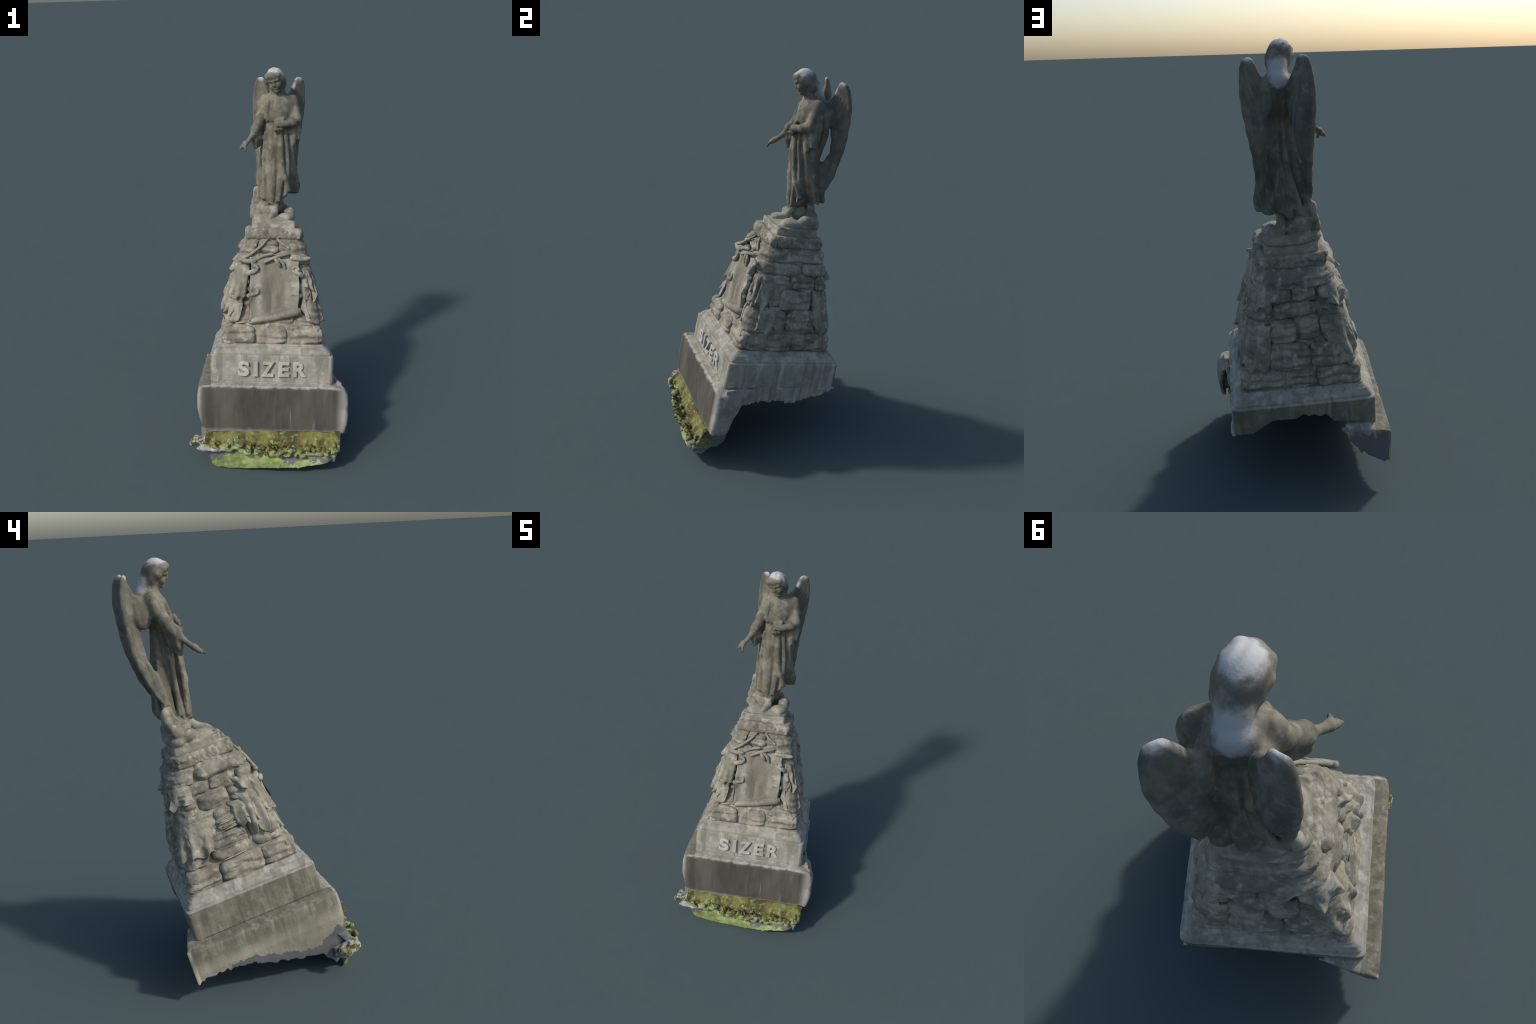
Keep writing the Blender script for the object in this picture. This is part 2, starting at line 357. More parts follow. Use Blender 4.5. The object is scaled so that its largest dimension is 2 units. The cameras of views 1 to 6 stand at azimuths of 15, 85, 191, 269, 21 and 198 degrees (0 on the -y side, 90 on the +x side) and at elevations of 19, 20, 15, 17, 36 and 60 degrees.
# stones, course by course on each face
def cube_grid(n):
    g = np.linspace(-1, 1, n); P, Fc = [], []
    key = {}
    def vid(p):
        k = tuple(np.round(p, 5))
        if k not in key: key[k] = len(P); P.append(p)
        return key[k]
    for ax in range(3):
        for sg in (-1, 1):
            a, b = (ax+1) % 3, (ax+2) % 3
            for i in range(n-1):
                for j in range(n-1):
                    q = []
                    for di, dj in ((0, 0), (1, 0), (1, 1), (0, 1)):
                        p = np.zeros(3); p[ax] = sg; p[a] = g[i+di]; p[b] = g[j+dj]; q.append(vid(p))
                    Fc.append(q if sg > 0 else q[::-1])
    return np.array(P), Fc
CP, CF = cube_grid(21)
CPn = CP/((np.abs(CP)**4.5).sum(1)**(1/4.5))[:, None]
FACE = {"front": lambda u, d: (u, -d), "right": lambda u, d: (d, u), "back": lambda u, d: (-u, d), "left": lambda u, d: (-d, -u)}
def stone_block(face, z0, z1, u0, u1, proud=.004, seed=0, rough=.006):
    g = .0022; rr = np.random.default_rng(seed+500)
    w = (CPn[:, 2]+1)/2; z = z0+g*.7+(z1-z0-g*1.4)*w
    z = z+rr.uniform(-.010, .010)*CPn[:, 0]*(.3+.7*w)
    hm = H(z)
    t = (CPn[:, 0]+1)/2; ua, ub = u0*hm+g, u1*hm-g
    u = ua+(ub-ua)*t
    d0 = hm-.05; d = d0+(.05+proud)*(CPn[:, 1]*-1+1)/2
    d = d - .006*np.abs(CPn[:, 2])**3 - .005*np.abs(CPn[:, 0])**4
    un = np.abs(u)/hm
    d = d+(np.interp(z, [.55, .64, .67, .73, .80, .90, .98, 1.05, 1.11], [.004, .004, -.012, -.034, -.024, -.008, .008, .014, .008]) if face == "front" else np.interp(z, [.55, .66, .72, .85, 1.0], {"back": [.002, .010, .014, .014, .006], "left": [.002, .002, .002, .008, .006], "right": [.002, .0, .0, .008, .008]}[face])*(1-un**2))-.044*un**7*np.clip((z-.645)/.03, 0, 1)
    n1 = fbm(u*1.0+seed*3.1, z, d, 18, 4, stretch=2.6, off=seed*1.7)
    out = (CPn[:, 1] < .2)
    d = d+np.where(out, rough*n1*1.3, 0); z = z+.0045*vnoise(u*26+seed, seed, 1.5)*(np.abs(CPn[:, 2]) > .5)
    if z1-z0 > .07: d = d+np.where(out, .0045*np.sin(z*150+seed+3*vnoise(u*12, z*20, seed)), 0)
    x, y = FACE[face](u, d)
    Fc = CF if face in FACE else CF
    P = np.stack([x, y, z], 1)
    make("stone_block", P, [q[::-1] for q in CF], M_ROCK, pyr)
COURSES = [(.551, .655), (.655, .783), (.783, .895), (.895, .972), (.972, 1.032), (1.032, 1.112)]
SPLIT = {
 "front": [[-1, -.33, .29, 1], [-1, -.42, .45, 1], [-1, -.5, .5, 1], [-1, -.6, .3, 1], [-1, -.25, .45, 1], [-1, -.5, .15, 1]],
 "back":  [[-1, -.30, .28, 1], [-1, -.55, .20, 1], [-1, -.52, -.02, .42, 1], [-1, -.5, .38, 1], [-1, -.08, .45, 1], [-1, 1]],
 "right": [[-1, -.45, .15, 1], [-1, -.05, .62, 1], [-1, -.3, .5, 1], [-1, -.1, .65, 1], [-1, .2, 1], [-1, 1]],
 "left":  [[-1, -.38, .42, 1], [-1, -.5, .3, 1], [-1, -.2, .45, 1], [-1, -.5, .25, 1], [-1, -.1, .6, 1], [-1, -.4, 1]]}
sd = 1
for face, rows in SPLIT.items():
    for (z0, z1), us in zip(COURSES, rows):
        for a, b in zip(us[:-1], us[1:]):
            sd += 1
            r = np.random.default_rng(sd)
            stone_block(face, z0+r.uniform(-.010, .004), z1+r.uniform(-.004, .010), a if a <= -1 else a+r.uniform(-.04, .04),
                        b, proud=r.uniform(-.010, .007), seed=sd, rough=r.uniform(.007, .013))

# ------------------------------------------------------------------ carved relief on the pyramid
def ring_pos(phi, z, lift):
    a = np.radians(phi); dx, dy = np.sin(a), -np.cos(a)
    s = 1/((np.abs(dx)**5.5+np.abs(dy)**5.5)**(1/5.5))
    r = (H(z)+lift)*s
    return np.stack([dx*r, dy*r, z+0*r], -1)
def drape(p0, p1, zt, zb, lift=.008, flare=.022, folds=4, seed=0, rag=.03, taper=0.0, thick=.016, name="carved_drapery", mat=None, skew=0.0):
    nu, nv = 40, 36
    u = np.linspace(0, 1, nu)[None, :]; v = np.linspace(0, 1, nv)[:, None]
    r = np.random.default_rng(seed)
    bot = zb+rag*(.5*np.sin(u*folds*2*math.pi*.9+r.uniform(0, 6))+.5*vnoise(u*7+seed, seed, 0))
    z = zt+(bot-zt)*v
    mid = (p0+p1)/2
    phi = mid+(p0+(p1-p0)*u-mid)*(1-taper*(1-v)) + skew*v
    fold = np.sin(u*folds*2*math.pi+1.1*np.sin(v*2+seed)+r.uniform(0, 6))*.5+.5
    edge = np.minimum(1, np.minimum(u, 1-u)*7)*np.minimum(1, v*6+.1)
    lf = (lift+.004)*edge+.8*flare*fold*v**1.3*edge+.003*vnoise(u*6, v*6, seed)
    A = ring_pos(phi, z, lf); B = ring_pos(phi, z, lf-thick-.01*v)
    P = np.concatenate([A.reshape(-1, 3), B.reshape(-1, 3)])
    I = np.arange(nu*nv).reshape(nv, nu); o = nu*nv; Fc = []
    for j in range(nv-1):
        for i in range(nu-1):
            a, b, c, d = I[j, i], I[j, i+1], I[j+1, i+1], I[j+1, i]
            Fc.append((a, d, c, b)); Fc.append((a+o, b+o, c+o, d+o))
    rim = list(I[0, :])+list(I[1:, -1])+list(I[-1, -2::-1])+list(I[-2:0, 0])
    for a, b in zip(rim, rim[1:]+rim[:1]): Fc.append((a, b, b+o, a+o))
    return make(name, P, Fc, mat or M_CARVE, pyr)
def tube(pts, name, mat=M_CARVE, seg=10, parent=pyr):
    pts = np.array(pts, float); n = max(8, len(pts)*6)
    t = np.linspace(0, len(pts)-1, n); ii = np.arange(len(pts))
    C = np.stack([np.interp(t, ii, pts[:, k]) for k in range(4)], 1)
    for _ in range(3): C[1:-1] = (C[:-2]+2*C[1:-1]+C[2:])/4
    T = np.gradient(C[:, :3], axis=0); T /= np.linalg.norm(T, axis=1, keepdims=True)
    up = np.array([.3, .1, .9]); A = np.cross(T, up); A /= np.linalg.norm(A, axis=1, keepdims=True); B = np.cross(T, A)
    th = np.linspace(0, 2*math.pi, seg, endpoint=False)
    rad = C[:, 3].copy(); rad[0] *= .5; rad[-1] *= .5
    P = C[:, None, :3]+rad[:, None, None]*(np.cos(th)[None, :, None]*A[:, None]+np.sin(th)[None, :, None]*B[:, None])
    P = P.reshape(-1, 3); Fc = []
    for j in range(n-1):
        for i in range(seg): Fc.append((j*seg+i, j*seg+(i+1) % seg, (j+1)*seg+(i+1) % seg, (j+1)*seg+i))
    Fc.append(list(range(seg))[::-1]); Fc.append([(n-1)*seg+i for i in range(seg)])
    return make(name, P, Fc, mat, parent)
def front(x, z, lift): return [x, -(float(H(z))+lift), z]

# hanging scroll on the front with a rolled lower edge and curled margins
def scroll():
    nu, nv = 50, 60
    u = np.linspace(0, 1, nu)[None, :]; v = np.linspace(0, 1, nv)[:, None]
    x = -.125+.262*u+(.005*np.sin(v*9)+.006*vnoise(v*8, 0, 3))*np.where(u < .5, 1, -1)*np.abs(u-.5)*2
    zb = .675+.047*u; zt = 1.012+.006*np.sin(u*7); z = zt+(zb-zt)*v
    inner = np.clip((.5-np.abs(u-.53))*8, 0, 1)
    e = np.minimum(u, 1-u)
    lift = np.interp(z, [.66, .72, .86, .97, 1.02], [-.010, -.006, .010, .016, .014])+.010*np.exp(-(e/.07)**2)*(1+.6*np.sin(v*14+u*5))+.004*fbm(x, 0*x, z, 18, 3)-.004*np.clip((e-.22)*12, 0, 1)+.004*np.sin(v*3.1)
    y = -(H(z)+lift)
    A = np.stack([x+0*z, y, z+0*x], -1).reshape(-1, 3); B = A+np.array([0, .035, 0])
    I = np.arange(nu*nv).reshape(nv, nu); o = nu*nv; Fc = []
    for j in range(nv-1):
        for i in range(nu-1):
            a, b, c, d = I[j, i], I[j, i+1], I[j+1, i+1], I[j+1, i]
            Fc.append((a, d, c, b)); Fc.append((a+o, b+o, c+o, d+o))
    rim = list(I[0, :])+list(I[1:, -1])+list(I[-1, -2::-1])+list(I[-2:0, 0])
    for a, b in zip(rim, rim[1:]+rim[:1]): Fc.append((a, b, b+o, a+o))
    make("scroll", np.concatenate([A, B]), Fc, M_SCROLL, pyr)
scroll()
tube([front(-.132, .670, -.016)+[.016], front(0, .697, -.008)+[.021], front(.12, .726, -.010)+[.025], front(.146, .730, -.024)+[.019]], "scroll_roll", M_SCROLL, 14)
for cx, cz, r, sg in ((-.100, .955, .013, 1), (-.096, .836, .017, 1), (.116, .952, .015, -1), (.108, .842, .019, -1)):
    lf = (cz-.85)*.12+.010
    ring = [front(cx+r*math.cos(a), cz+r*math.sin(a), lf+.005*math.cos(a))+[.0095] for a in np.linspace(-3.0, 3.1, 12)]
    tube(ring, "scroll_curl", M_SCROLL, 10)
    tube([front(cx-sg*.040, cz-.034, lf-.012)+[.013], front(cx-sg*.020, cz-.020, lf+.002)+[.014], front(cx+sg*.006, cz-.018, lf)+[.009]], "scroll_curl", M_SCROLL, 10)
# cords and twigs above the scroll
for pts in ([(-.03, 1.112, .004, .005), (-.07, 1.07, .008, .006), (-.12, 1.03, .010, .007), (-.17, 1.005, .012, .008)],
            [(.015, 1.112, .004, .005), (.045, 1.085, .006, .006), (.085, 1.06, .006, .005)],
            [(-.055, .985, .02, .006), (-.005, 1.01, .022, .008), (.05, 1.03, .018, .008), (.085, 1.036, .01, .006)],
            [(-.12, .985, .012, .006), (-.06, 1.02, .012, .007), (.0, 1.035, .012, .006)],
            [(.0, 1.015, .018, .006), (.02, .99, .024, .009), (.035, .965, .02, .005)],
            [(.02, 1.012, .018, .006), (.05, .985, .022, .008), (.062, .955, .018, .004)],
            [(-.19, 1.0, .01, .01), (-.14, .99, .014, .011), (-.09, .995, .014, .009)],
            [(.085, 1.01, .012, .008), (.14, 1.008, .018, .011), (.175, 1.012, .03, .010), (.195, 1.017, .036, .005)]):
    tube([front(x, z, l+.005)+[r*1.25] for x, z, l, r in pts], "carved_cord")
# drapery and foliage hanging over the corners
drape(-52, -33, .985, .80, .006, .016, 3, 3, .02)
drape(-54, -36, .80, .725, -.006, .030, 1.5, 4, .035)
drape(-70, -50, .93, .74, .012, .024, 2, 5, .035)
drape(-82, -62, .90, .80, .010, .026, 1.5, 6, .03)
drape(35, 46, .955, .86, .006, .016, 1.5, 7, .02)
drape(33, 47, .85, .715, -.012, .026, 1.5, 8, .03, taper=.6)
drape(46, 64, .93, .80, .006, .022, 2, 9, .03)
drape(52, 76, .80, .68, .004, .026, 2, 10, .03)
drape(120, 152, .87, .675, .002, .018, 3, 12, .035)
drape(138, 152, 1.0, .955, .008, .020, 1, 13, .02)
drape(208, 236, .90, .73, .0, .024, 2, 14, .035)
drape(224, 250, .87, .70, .0, .024, 2, 15, .03)
drape(214, 240, 1.01, .955, .004, .040, 1, 16, .02)
drape(196, 206, .965, .93, .012, .014, 1, 17, .015)
drape(286, 304, .90, .80, .006, .022, 2, 18, .03)
drape(294, 312, 1.0, .95, .004, .030, 1, 19, .02)
drape(300, 318, .82, .72, .002, .028, 1.5, 20, .03)
# thin weathered ledges on the left face
r = np.random.default_rng(5)
for i in range(16):
    zz = .60+.016*i; c0 = 270+r.uniform(-6, 4)+ (i-8)*.4; w = r.uniform(7, 13)
    tube([list(ring_pos(np.array(c0-w), np.array(zz-.004), .001))+[.003], list(ring_pos(np.array(c0), np.array(zz), .002+r.uniform(0, .004)))+[.005],
          list(ring_pos(np.array(c0+w), np.array(zz+.003), .001))+[.003]], "weathered_ridge", M_ROCK, 8)

# ------------------------------------------------------------------ angel and its rocky footing: one smooth field, split into parts
h = .003
f = Field((-.215, -.18, 1.155), (.175, .185, 2.045), h)
# slab and mound
_, X, Y, Z = f.grid(hi=(.2, .2, 1.36))
def slabfn(X, Y, Z):
    half = np.interp(Z, [1.15, 1.165, 1.198, 1.206, 1.215], [.122, .121, .118, .114, .10])
    return np.maximum(square(X+.002, Y-.002, 14)-half+.004*fbm(X, Y, Z, 26, 2), np.maximum(Z-1.206-.006*fbm(X, Y, Z, 22, 2), 1.16-Z))
f.add(slabfn, (-.15, -.15, 1.15), (.15, .15, 1.25), k=.004)
for c, r in (((.0, .0, 1.208), (.105, .10, .022)), ((.065, -.025, 1.222), (.045, .05, .026)), ((-.07, -.03, 1.215), (.045, .06, .022)),
             ((-.095, .03, 1.238), (.038, .045, .032)), ((-.115, .075, 1.268), (.022, .028, .028)), ((-.10, .08, 1.225), (.035, .04, .028)),
             ((-.085, .06, 1.295), (.035, .04, .040)), ((-.11, .09, 1.305), (.018, .022, .024)), ((-.05, .095, 1.285), (.045, .032, .050)),
             ((-.04, .105, 1.232), (.07, .026, .026)), ((.06, .108, 1.222), (.06, .022, .020)), ((-.115, .015, 1.245), (.02, .025, .02)),
             ((-.03, .05, 1.27), (.06, .06, .06)), ((.09, .03, 1.225), (.03, .06, .024)), ((.085, .095, 1.235), (.035, .032, .030)), ((.0, .118, 1.225), (.09, .018, .022)), ((.055, .10, 1.26), (.03, .028, .035)), ((.085, .06, 1.245), (.034, .05, .034))):
    f.ball(c, r, .012)
# flowering stump behind the robe
for c, r in (((-.088, .086, 1.365), .024), ((-.104, .098, 1.378), .012), ((-.104, .086, 1.358), .012), ((-.094, .080, 1.345), .014), ((-.100, .100, 1.358), .019),
             ((-.082, .086, 1.325), .030), ((-.098, .102, 1.335), .019), ((-.078, .082, 1.40), .018), ((-.104, .094, 1.315), .014), ((-.07, .09, 1.35), .03)):
    f.ball(c, r, .014)
# feet and ankles
f.path([(.0, .03, 1.36, .026), (.004, -.012, 1.285, .016), (.002, -.03, 1.25, .019), (-.016, -.075, 1.228, .015), (-.022, -.09, 1.222, .011)], .010)
f.path([(.03, .07, 1.36, .026), (.035, .09, 1.30, .018), (.038, .092, 1.262, .019), (.07, .09, 1.237, .015), (.10, .082, 1.225, .011)], .010)

# robe: stacked ellipses (z, centre x, centre y, half width, half depth)
ROBE = np.array([(1.27, -.002, .035, .076, .068), (1.32, .002, .042, .083, .078), (1.37, .008, .042, .090, .085), (1.41, .012, .036, .094, .083),
                 (1.46, .015, .026, .096, .083), (1.53, .016, .012, .096, .080), (1.58, .015, .001, .094, .078), (1.61, .014, -.008, .091, .075), (1.65, .013, -.018, .086, .071),
                 (1.70, .010, -.026, .080, .064), (1.735, .010, -.030, .074, .058), (1.765, .010, -.032, .078, .058), (1.81, .011, -.030, .088, .058),
                 (1.845, .011, -.028, .090, .056), (1.872, .011, -.024, .082, .049), (1.892, .009, -.022, .062, .042), (1.908, .005, -.026, .040, .034), (1.93, .0, -.035, .02, .02)])
TRAIN = np.array([(1.33, .028, .076, .104, .050), (1.37, .030, .078, .112, .058), (1.41, .028, .068, .112, .056), (1.46, .024, .056, .106, .052), (1.53, .018, .040, .098, .044), (1.59, .014, .026, .088, .034), (1.64, .01, .02, .07, .02)])
def robefn(X, Y, Z):
    cx, cy, a, b = (np.interp(Z, ROBE[:, 0], ROBE[:, i]) for i in (1, 2, 3, 4))
    th = np.arctan2(Y-cy, X-cx)
    down = np.clip((1.72-Z)/.40, 0, 1)
    ph = 9*th+3.0*vnoise(th*1.5+5, Z*3, 2)+1.2*Z*6
    fold = (np.abs(np.sin(ph*.5))-1)*1.9
    amp = .004+.0095*down
    amp = amp*np.where(Z > 1.74, .35, 1)*(.55+.45*np.cos(th+.3)) if False else amp*np.where(Z > 1.745, .3, 1)
    frontal = np.exp(-((th+math.pi*.58)/.45)**2)      # thigh pressing through the cloth: calmer folds
    q = np.sqrt(((X-cx)/a)**2+((Y-cy)/b)**2)
    d = (q-1)*np.minimum(a, b)*1.05
    cx, cy, a, b = (np.interp(Z, TRAIN[:, 0], TRAIN[:, i]) for i in (1, 2, 3, 4))
    q = (np.abs((X-cx)/a)**2.6+np.abs((Y-cy)/b)**2.6)**(1/2.6)
    d2 = np.maximum((q-1)*np.minimum(a, b), Z-1.63)
    kk = np.maximum(.02-np.abs(d-d2), 0)/.02
    d = np.minimum(d, d2)-kk*kk*.005
    d = d-amp*fold*(1-.75*frontal*down)
    hem = 1.292+.85*np.maximum(X-.005, 0)+.40*np.maximum(Y-.01, 0)+.006*np.sin(ph)
    hem = np.minimum(hem, 1.358+.004*np.sin(ph))
    return np.maximum(d, hem-Z)
f.add(robefn, (-.14, -.15, 1.26), (.16, .18, 1.93), k=.006)
# big folds of the skirt, knee and belt
f.path([(.02, -.084, 1.70, .008), (.024, -.075, 1.62, .011), (.034, -.058, 1.53, .012), (.054, -.036, 1.44, .013), (.080, -.012, 1.375, .014)], .014)
f.path([(-.060, -.064, 1.68, .008), (-.066, -.046, 1.55, .010), (-.062, -.032, 1.44, .011), (-.066, -.008, 1.33, .013)], .014)
f.path([(-.02, -.058, 1.62, .026), (-.022, -.036, 1.48, .026), (-.03, -.006, 1.34, .030)], .02)
f.path([(-.076, -.015, 1.60, .010), (-.078, .010, 1.45, .011), (-.080, .03, 1.34, .012)], .012)
f.path([(.095, .0, 1.62, .014), (.100, .03, 1.50, .016), (.120, .06, 1.40, .018)], .018)
f.path([(.050, -.090, 1.66, .006), (.058, -.074, 1.57, .010), (.076, -.054, 1.47, .012), (.102, -.026, 1.37, .010)], .008, cut=True)
f.path([(.076, -.074, 1.64, .006), (.090, -.052, 1.54, .008), (.105, -.022, 1.44, .008)], .008, cut=True)
f.path([(-.044, -.086, 1.64, .004), (-.048, -.072, 1.54, .007), (-.050, -.054, 1.44, .007), (-.052, -.038, 1.35, .005)], .006, cut=True)
f.path([(.004, -.088, 1.60, .003), (.008, -.070, 1.50, .005), (.016, -.048, 1.38, .006)], .008, cut=True)
f.path([(-.080, -.042, 1.60, .004), (-.082, -.028, 1.50, .007), (-.078, -.012, 1.38, .006)], .006, cut=True)
f.path([(-.06, -.085, 1.738, .007), (-.015, -.099, 1.733, .008), (.04, -.094, 1.73, .007)], .006, cut=True)
f.path([(-.045, -.070, 1.85, .007), (-.055, -.074, 1.79, .009), (-.05, -.076, 1.75, .008)], .008)
f.path([(-.02, -.072, 1.83, .011), (.02, -.077, 1.79, .012), (.03, -.078, 1.755, .010)], .012)
f.path([(-.03, -.070, 1.848, .007), (.012, -.080, 1.818, .007), (.045, -.066, 1.85, .007)], .008)
f.ball((-.01, -.072, 1.762), (.05, .016, .024), .012)
# arms
f.path([(-.062, -.018, 1.868, .030), (-.078, -.025, 1.80, .027), (-.088, -.038, 1.760, .028), (-.110, -.062, 1.708, .024), (-.118, -.072, 1.692, .021)], .016)
f.path([(-.115, -.070, 1.700, .017), (-.132, -.085, 1.662, .014), (-.150, -.102, 1.636, .0115), (-.166, -.117, 1.619, .0145), (-.180, -.128, 1.603, .011), (-.192, -.137, 1.590, .0055)], .006)
f.path([(-.166, -.125, 1.614, .009), (-.166, -.143, 1.596, .005), (-.163, -.154, 1.580, .0065)], .008)
f.path([(-.120, -.066, 1.69, .022), (-.114, -.060, 1.64, .018), (-.110, -.057, 1.604, .011)], .014)
f.path([(-.095, -.042, 1.72, .024), (-.092, -.040, 1.66, .018), (-.085, -.036, 1.622, .010)], .016)
f.path([(-.106, -.052, 1.70, .020), (-.102, -.048, 1.65, .015), (-.098, -.046, 1.612, .008)], .014)
f.path([(-.108, -.064, 1.712, .0265), (-.113, -.070, 1.702, .0265)], .003)
f.path([(-.086, -.036, 1.768, .0315), (-.090, -.042, 1.756, .0315)], .003)
f.path([(.084, -.018, 1.866, .031), (.100, -.032, 1.80, .031), (.106, -.048, 1.757, .030), (.088, -.076, 1.740, .024), (.045, -.100, 1.728, .0175), (.025, -.108, 1.722, .015)], .014)
f.path([(.108, -.030, 1.75, .026), (.116, -.026, 1.70, .019), (.120, -.024, 1.66, .012)], .014)
f.path([(.100, -.014, 1.80, .028), (.104, -.012, 1.75, .027), (.110, -.008, 1.70, .021), (.112, -.006, 1.655, .012)], .014)
f.path([(.100, .092, 1.615, .010), (.096, .082, 1.55, .018), (.098, .07, 1.46, .020)], .03)
f.path([(-.085, .094, 1.605, .009), (-.080, .084, 1.54, .013), (-.080, .070, 1.44, .014)], .024)
f.ball((-.052, .050, 1.825), (.026, .050, .078), .03)
f.ball((.062, .052, 1.825), (.026, .050, .078), .03)
f.path([(.085, -.050, 1.72, .022), (.095, -.040, 1.67, .016), (.10, -.036, 1.635, .010)], .014)
r = np.random.default_rng(21)
for i in range(16):
    t = r.random(); c = (.045-.05*t+r.uniform(-.016, .016), -.108+r.uniform(-.008, .008)+.006*t, 1.756-.07*t+r.uniform(-.010, .010))
    f.ball(c, r.uniform(.008, .0135), .004)
# wings: cross-section segment from inner-front to outer-rear (z, xi, yi, xo, yo, r)
WL = np.array([(2.004, .118, .068, .126, .072, .004), (1.994, .110, .068, .136, .082, .010), (1.97, .102, .068, .142, .096, .013), (1.93, .088, .066, .146, .110, .014),
               (1.89, .066, .058, .148, .122, .015), (1.83, .062, .068, .146, .130, .016), (1.77, .072, .094, .138, .137, .016), (1.70, .084, .110, .130, .143, .016),
               (1.645, .094, .112, .121, .142, .016), (1.58, .100, .106, .116, .134, .016), (1.51, .104, .102, .114, .126, .015), (1.45, .104, .090, .110, .106, .013), (1.40, .10, .075, .104, .086, .009)])
WR = np.array([(2.0, -.086, .072, -.096, .076, .004), (1.99, -.080, .072, -.106, .084, .010), (1.965, -.074, .076, -.112, .094, .012), (1.93, -.062, .070, -.116, .108, .014),
               (1.89, -.045, .058, -.118, .120, .015), (1.83, -.038, .066, -.118, .128, .016), (1.77, -.040, .087, -.114, .134, .016), (1.70, -.048, .097, -.106, .140, .016),
               (1.645, -.060, .102, -.099, .137, .016), (1.58, -.076, .100, -.095, .128, .015), (1.51, -.088, .096, -.091, .116, .014), (1.45, -.092, .082, -.094, .098, .013), (1.40, -.094, .07, -.096, .080, .008)])
def wingfn(W):
    W = W[::-1]
    def fn(X, Y, Z):
        xi, yi, xo, yo, rr = (np.interp(Z, W[:, 0], W[:, i]) for i in range(1, 6))
        dx, dy = xo-xi, yo-yi; L2 = dx*dx+dy*dy+1e-7
        t = np.clip(((X-xi)*dx+(Y-yi)*dy)/L2, 0, 1)
        bow = (-.002 if W[0, 1] > 0 else -.014)*np.clip(np.sqrt(L2)/.07, 0, 1)**2*4*t*(1-t)/np.sqrt(L2)              # vane bows outwards
        px = xi+t*dx+bow*dy*np.sign(xo); py = yi+t*dy-bow*np.abs(dx)
        d = np.sqrt((X-px)**2+(Y-py)**2)-rr
        d = d+.0011*np.sin((t*4-Z*14)*2*math.pi)*np.clip((1.95-Z)*10, 0, 1)   # faint feather rows
        return np.maximum(d, np.maximum(Z-W[-1, 0], W[0, 0]-Z))
    return fn
f.add(wingfn(WL), (.02, .0, 1.39), (.18, .18, 2.02), k=.012)
f.add(wingfn(WR), (-.16, .0, 1.39), (-.02, .18, 2.02), k=.012)
# fused back between the wings
f.ball((.01, -.004, 1.82), (.072, .052, .078), .02)
f.ball((.005, .004, 1.86), (.058, .040, .045), .02)
f.path([(.075, .040, 1.80, .022), (.090, .040, 1.765, .020)], .03)
# neck, mantle of hair, head
f.rod((.002, -.045, 1.90), (-.008, -.072, 1.94), .026, .026, .012)
f.path([(-.008, -.056, 1.985, .036), (.002, -.028, 1.942, .034), (.006, .0, 1.898, .038)], .016)
f.path([(.022, -.066, 1.968, .014), (.022, -.052, 1.935, .013), (.022, -.038, 1.905, .016)], .016)
f.path([(-.040, -.062, 1.968, .013), (-.028, -.050, 1.935, .013), (-.022, -.038, 1.905, .016)], .016)
hy, hp, hr = math.radians(-20), math.radians(26), math.radians(-12)
HR = np.array(Matrix.Rotation(hr, 3, 'Y') @ Matrix.Rotation(hy, 3, 'Z') @ Matrix.Rotation(hp, 3, 'X'))
HC = np.array([-.012, -.077, 1.969])
def hp_(x, y, z): return HC+HR@np.array([x, y, z])
f.ball(hp_(0, 0, .006), (.045, .049, .052), .006, HR)
f.ball(hp_(0, -.018, -.026), (.029, .032, .037), .014, HR)
f.ball(hp_(0, -.040, -.052), (.014, .011, .010), .012, HR)       # chin
f.path([tuple(hp_(0, -.049, .004))+(.005,), tuple(hp_(0, -.055, -.016))+(.006,)], .009)   # nose
f.path([tuple(hp_(-.024, -.044, .008))+(.004,), tuple(hp_(0, -.048, .010))+(.004,), tuple(hp_(.024, -.044, .008))+(.004,)], .012)   # brow
for sx in (-1, 1):
    f.rod(hp_(sx*.013, -.053, -.004), hp_(sx*.021, -.050, -.005), .0038, .0038, .010, cut=True)
    f.ball(hp_(sx*.018, -.036, -.022), (.011, .012, .015), .014)
f.ball(hp_(0, -.046, -.034), (.010, .006, .004), .010, HR)      # lips
# hair cap with a rolled fringe and side locks
def hairfn(X, Y, Z):
    x, y, z = X-HC[0], Y-HC[1], Z-HC[2]
    a = HR[0, 0]*x+HR[1, 0]*y+HR[2, 0]*z; b = HR[0, 1]*x+HR[1, 1]*y+HR[2, 1]*z; c = HR[0, 2]*x+HR[1, 2]*y+HR[2, 2]*z
    q = np.sqrt((a/.0505)**2+((b-.002)/.0535)**2+((c-.006)/.0570)**2)
    d = (q-1)*.054+.0015*np.sin(a*260+c*60)
    return np.maximum(d, -(b+.030)-(c-.002)*1.1+.0)
f.add(hairfn, HC-.08, HC+.08, k=.005)
for sx in (-1, 1):
    f.path([tuple(hp_(sx*.028, -.030, .034))+(.010,), tuple(hp_(sx*.039, -.014, .006))+(.010,), tuple(hp_(sx*.036, .004, -.022))+(.012,), tuple(hp_(sx*.026, .024, -.046))+(.015,)], .02)
f.path([tuple(hp_(-.03, -.032, .034))+(.009,), tuple(hp_(0, -.040, .038))+(.010,), tuple(hp_(.03, -.032, .034))+(.009,)], .02)
V, Q = f.mesh()
C = V[Q].mean(1); x, y, z = C.T
cl = lambda p: np.linalg.norm(C-np.array(p), axis=1)
L = np.zeros(len(C), int)                                  # 0 robe
head = (z > 1.905) & (y < .03) & (np.abs(x) < .075)
rel = (C-HC)@HR
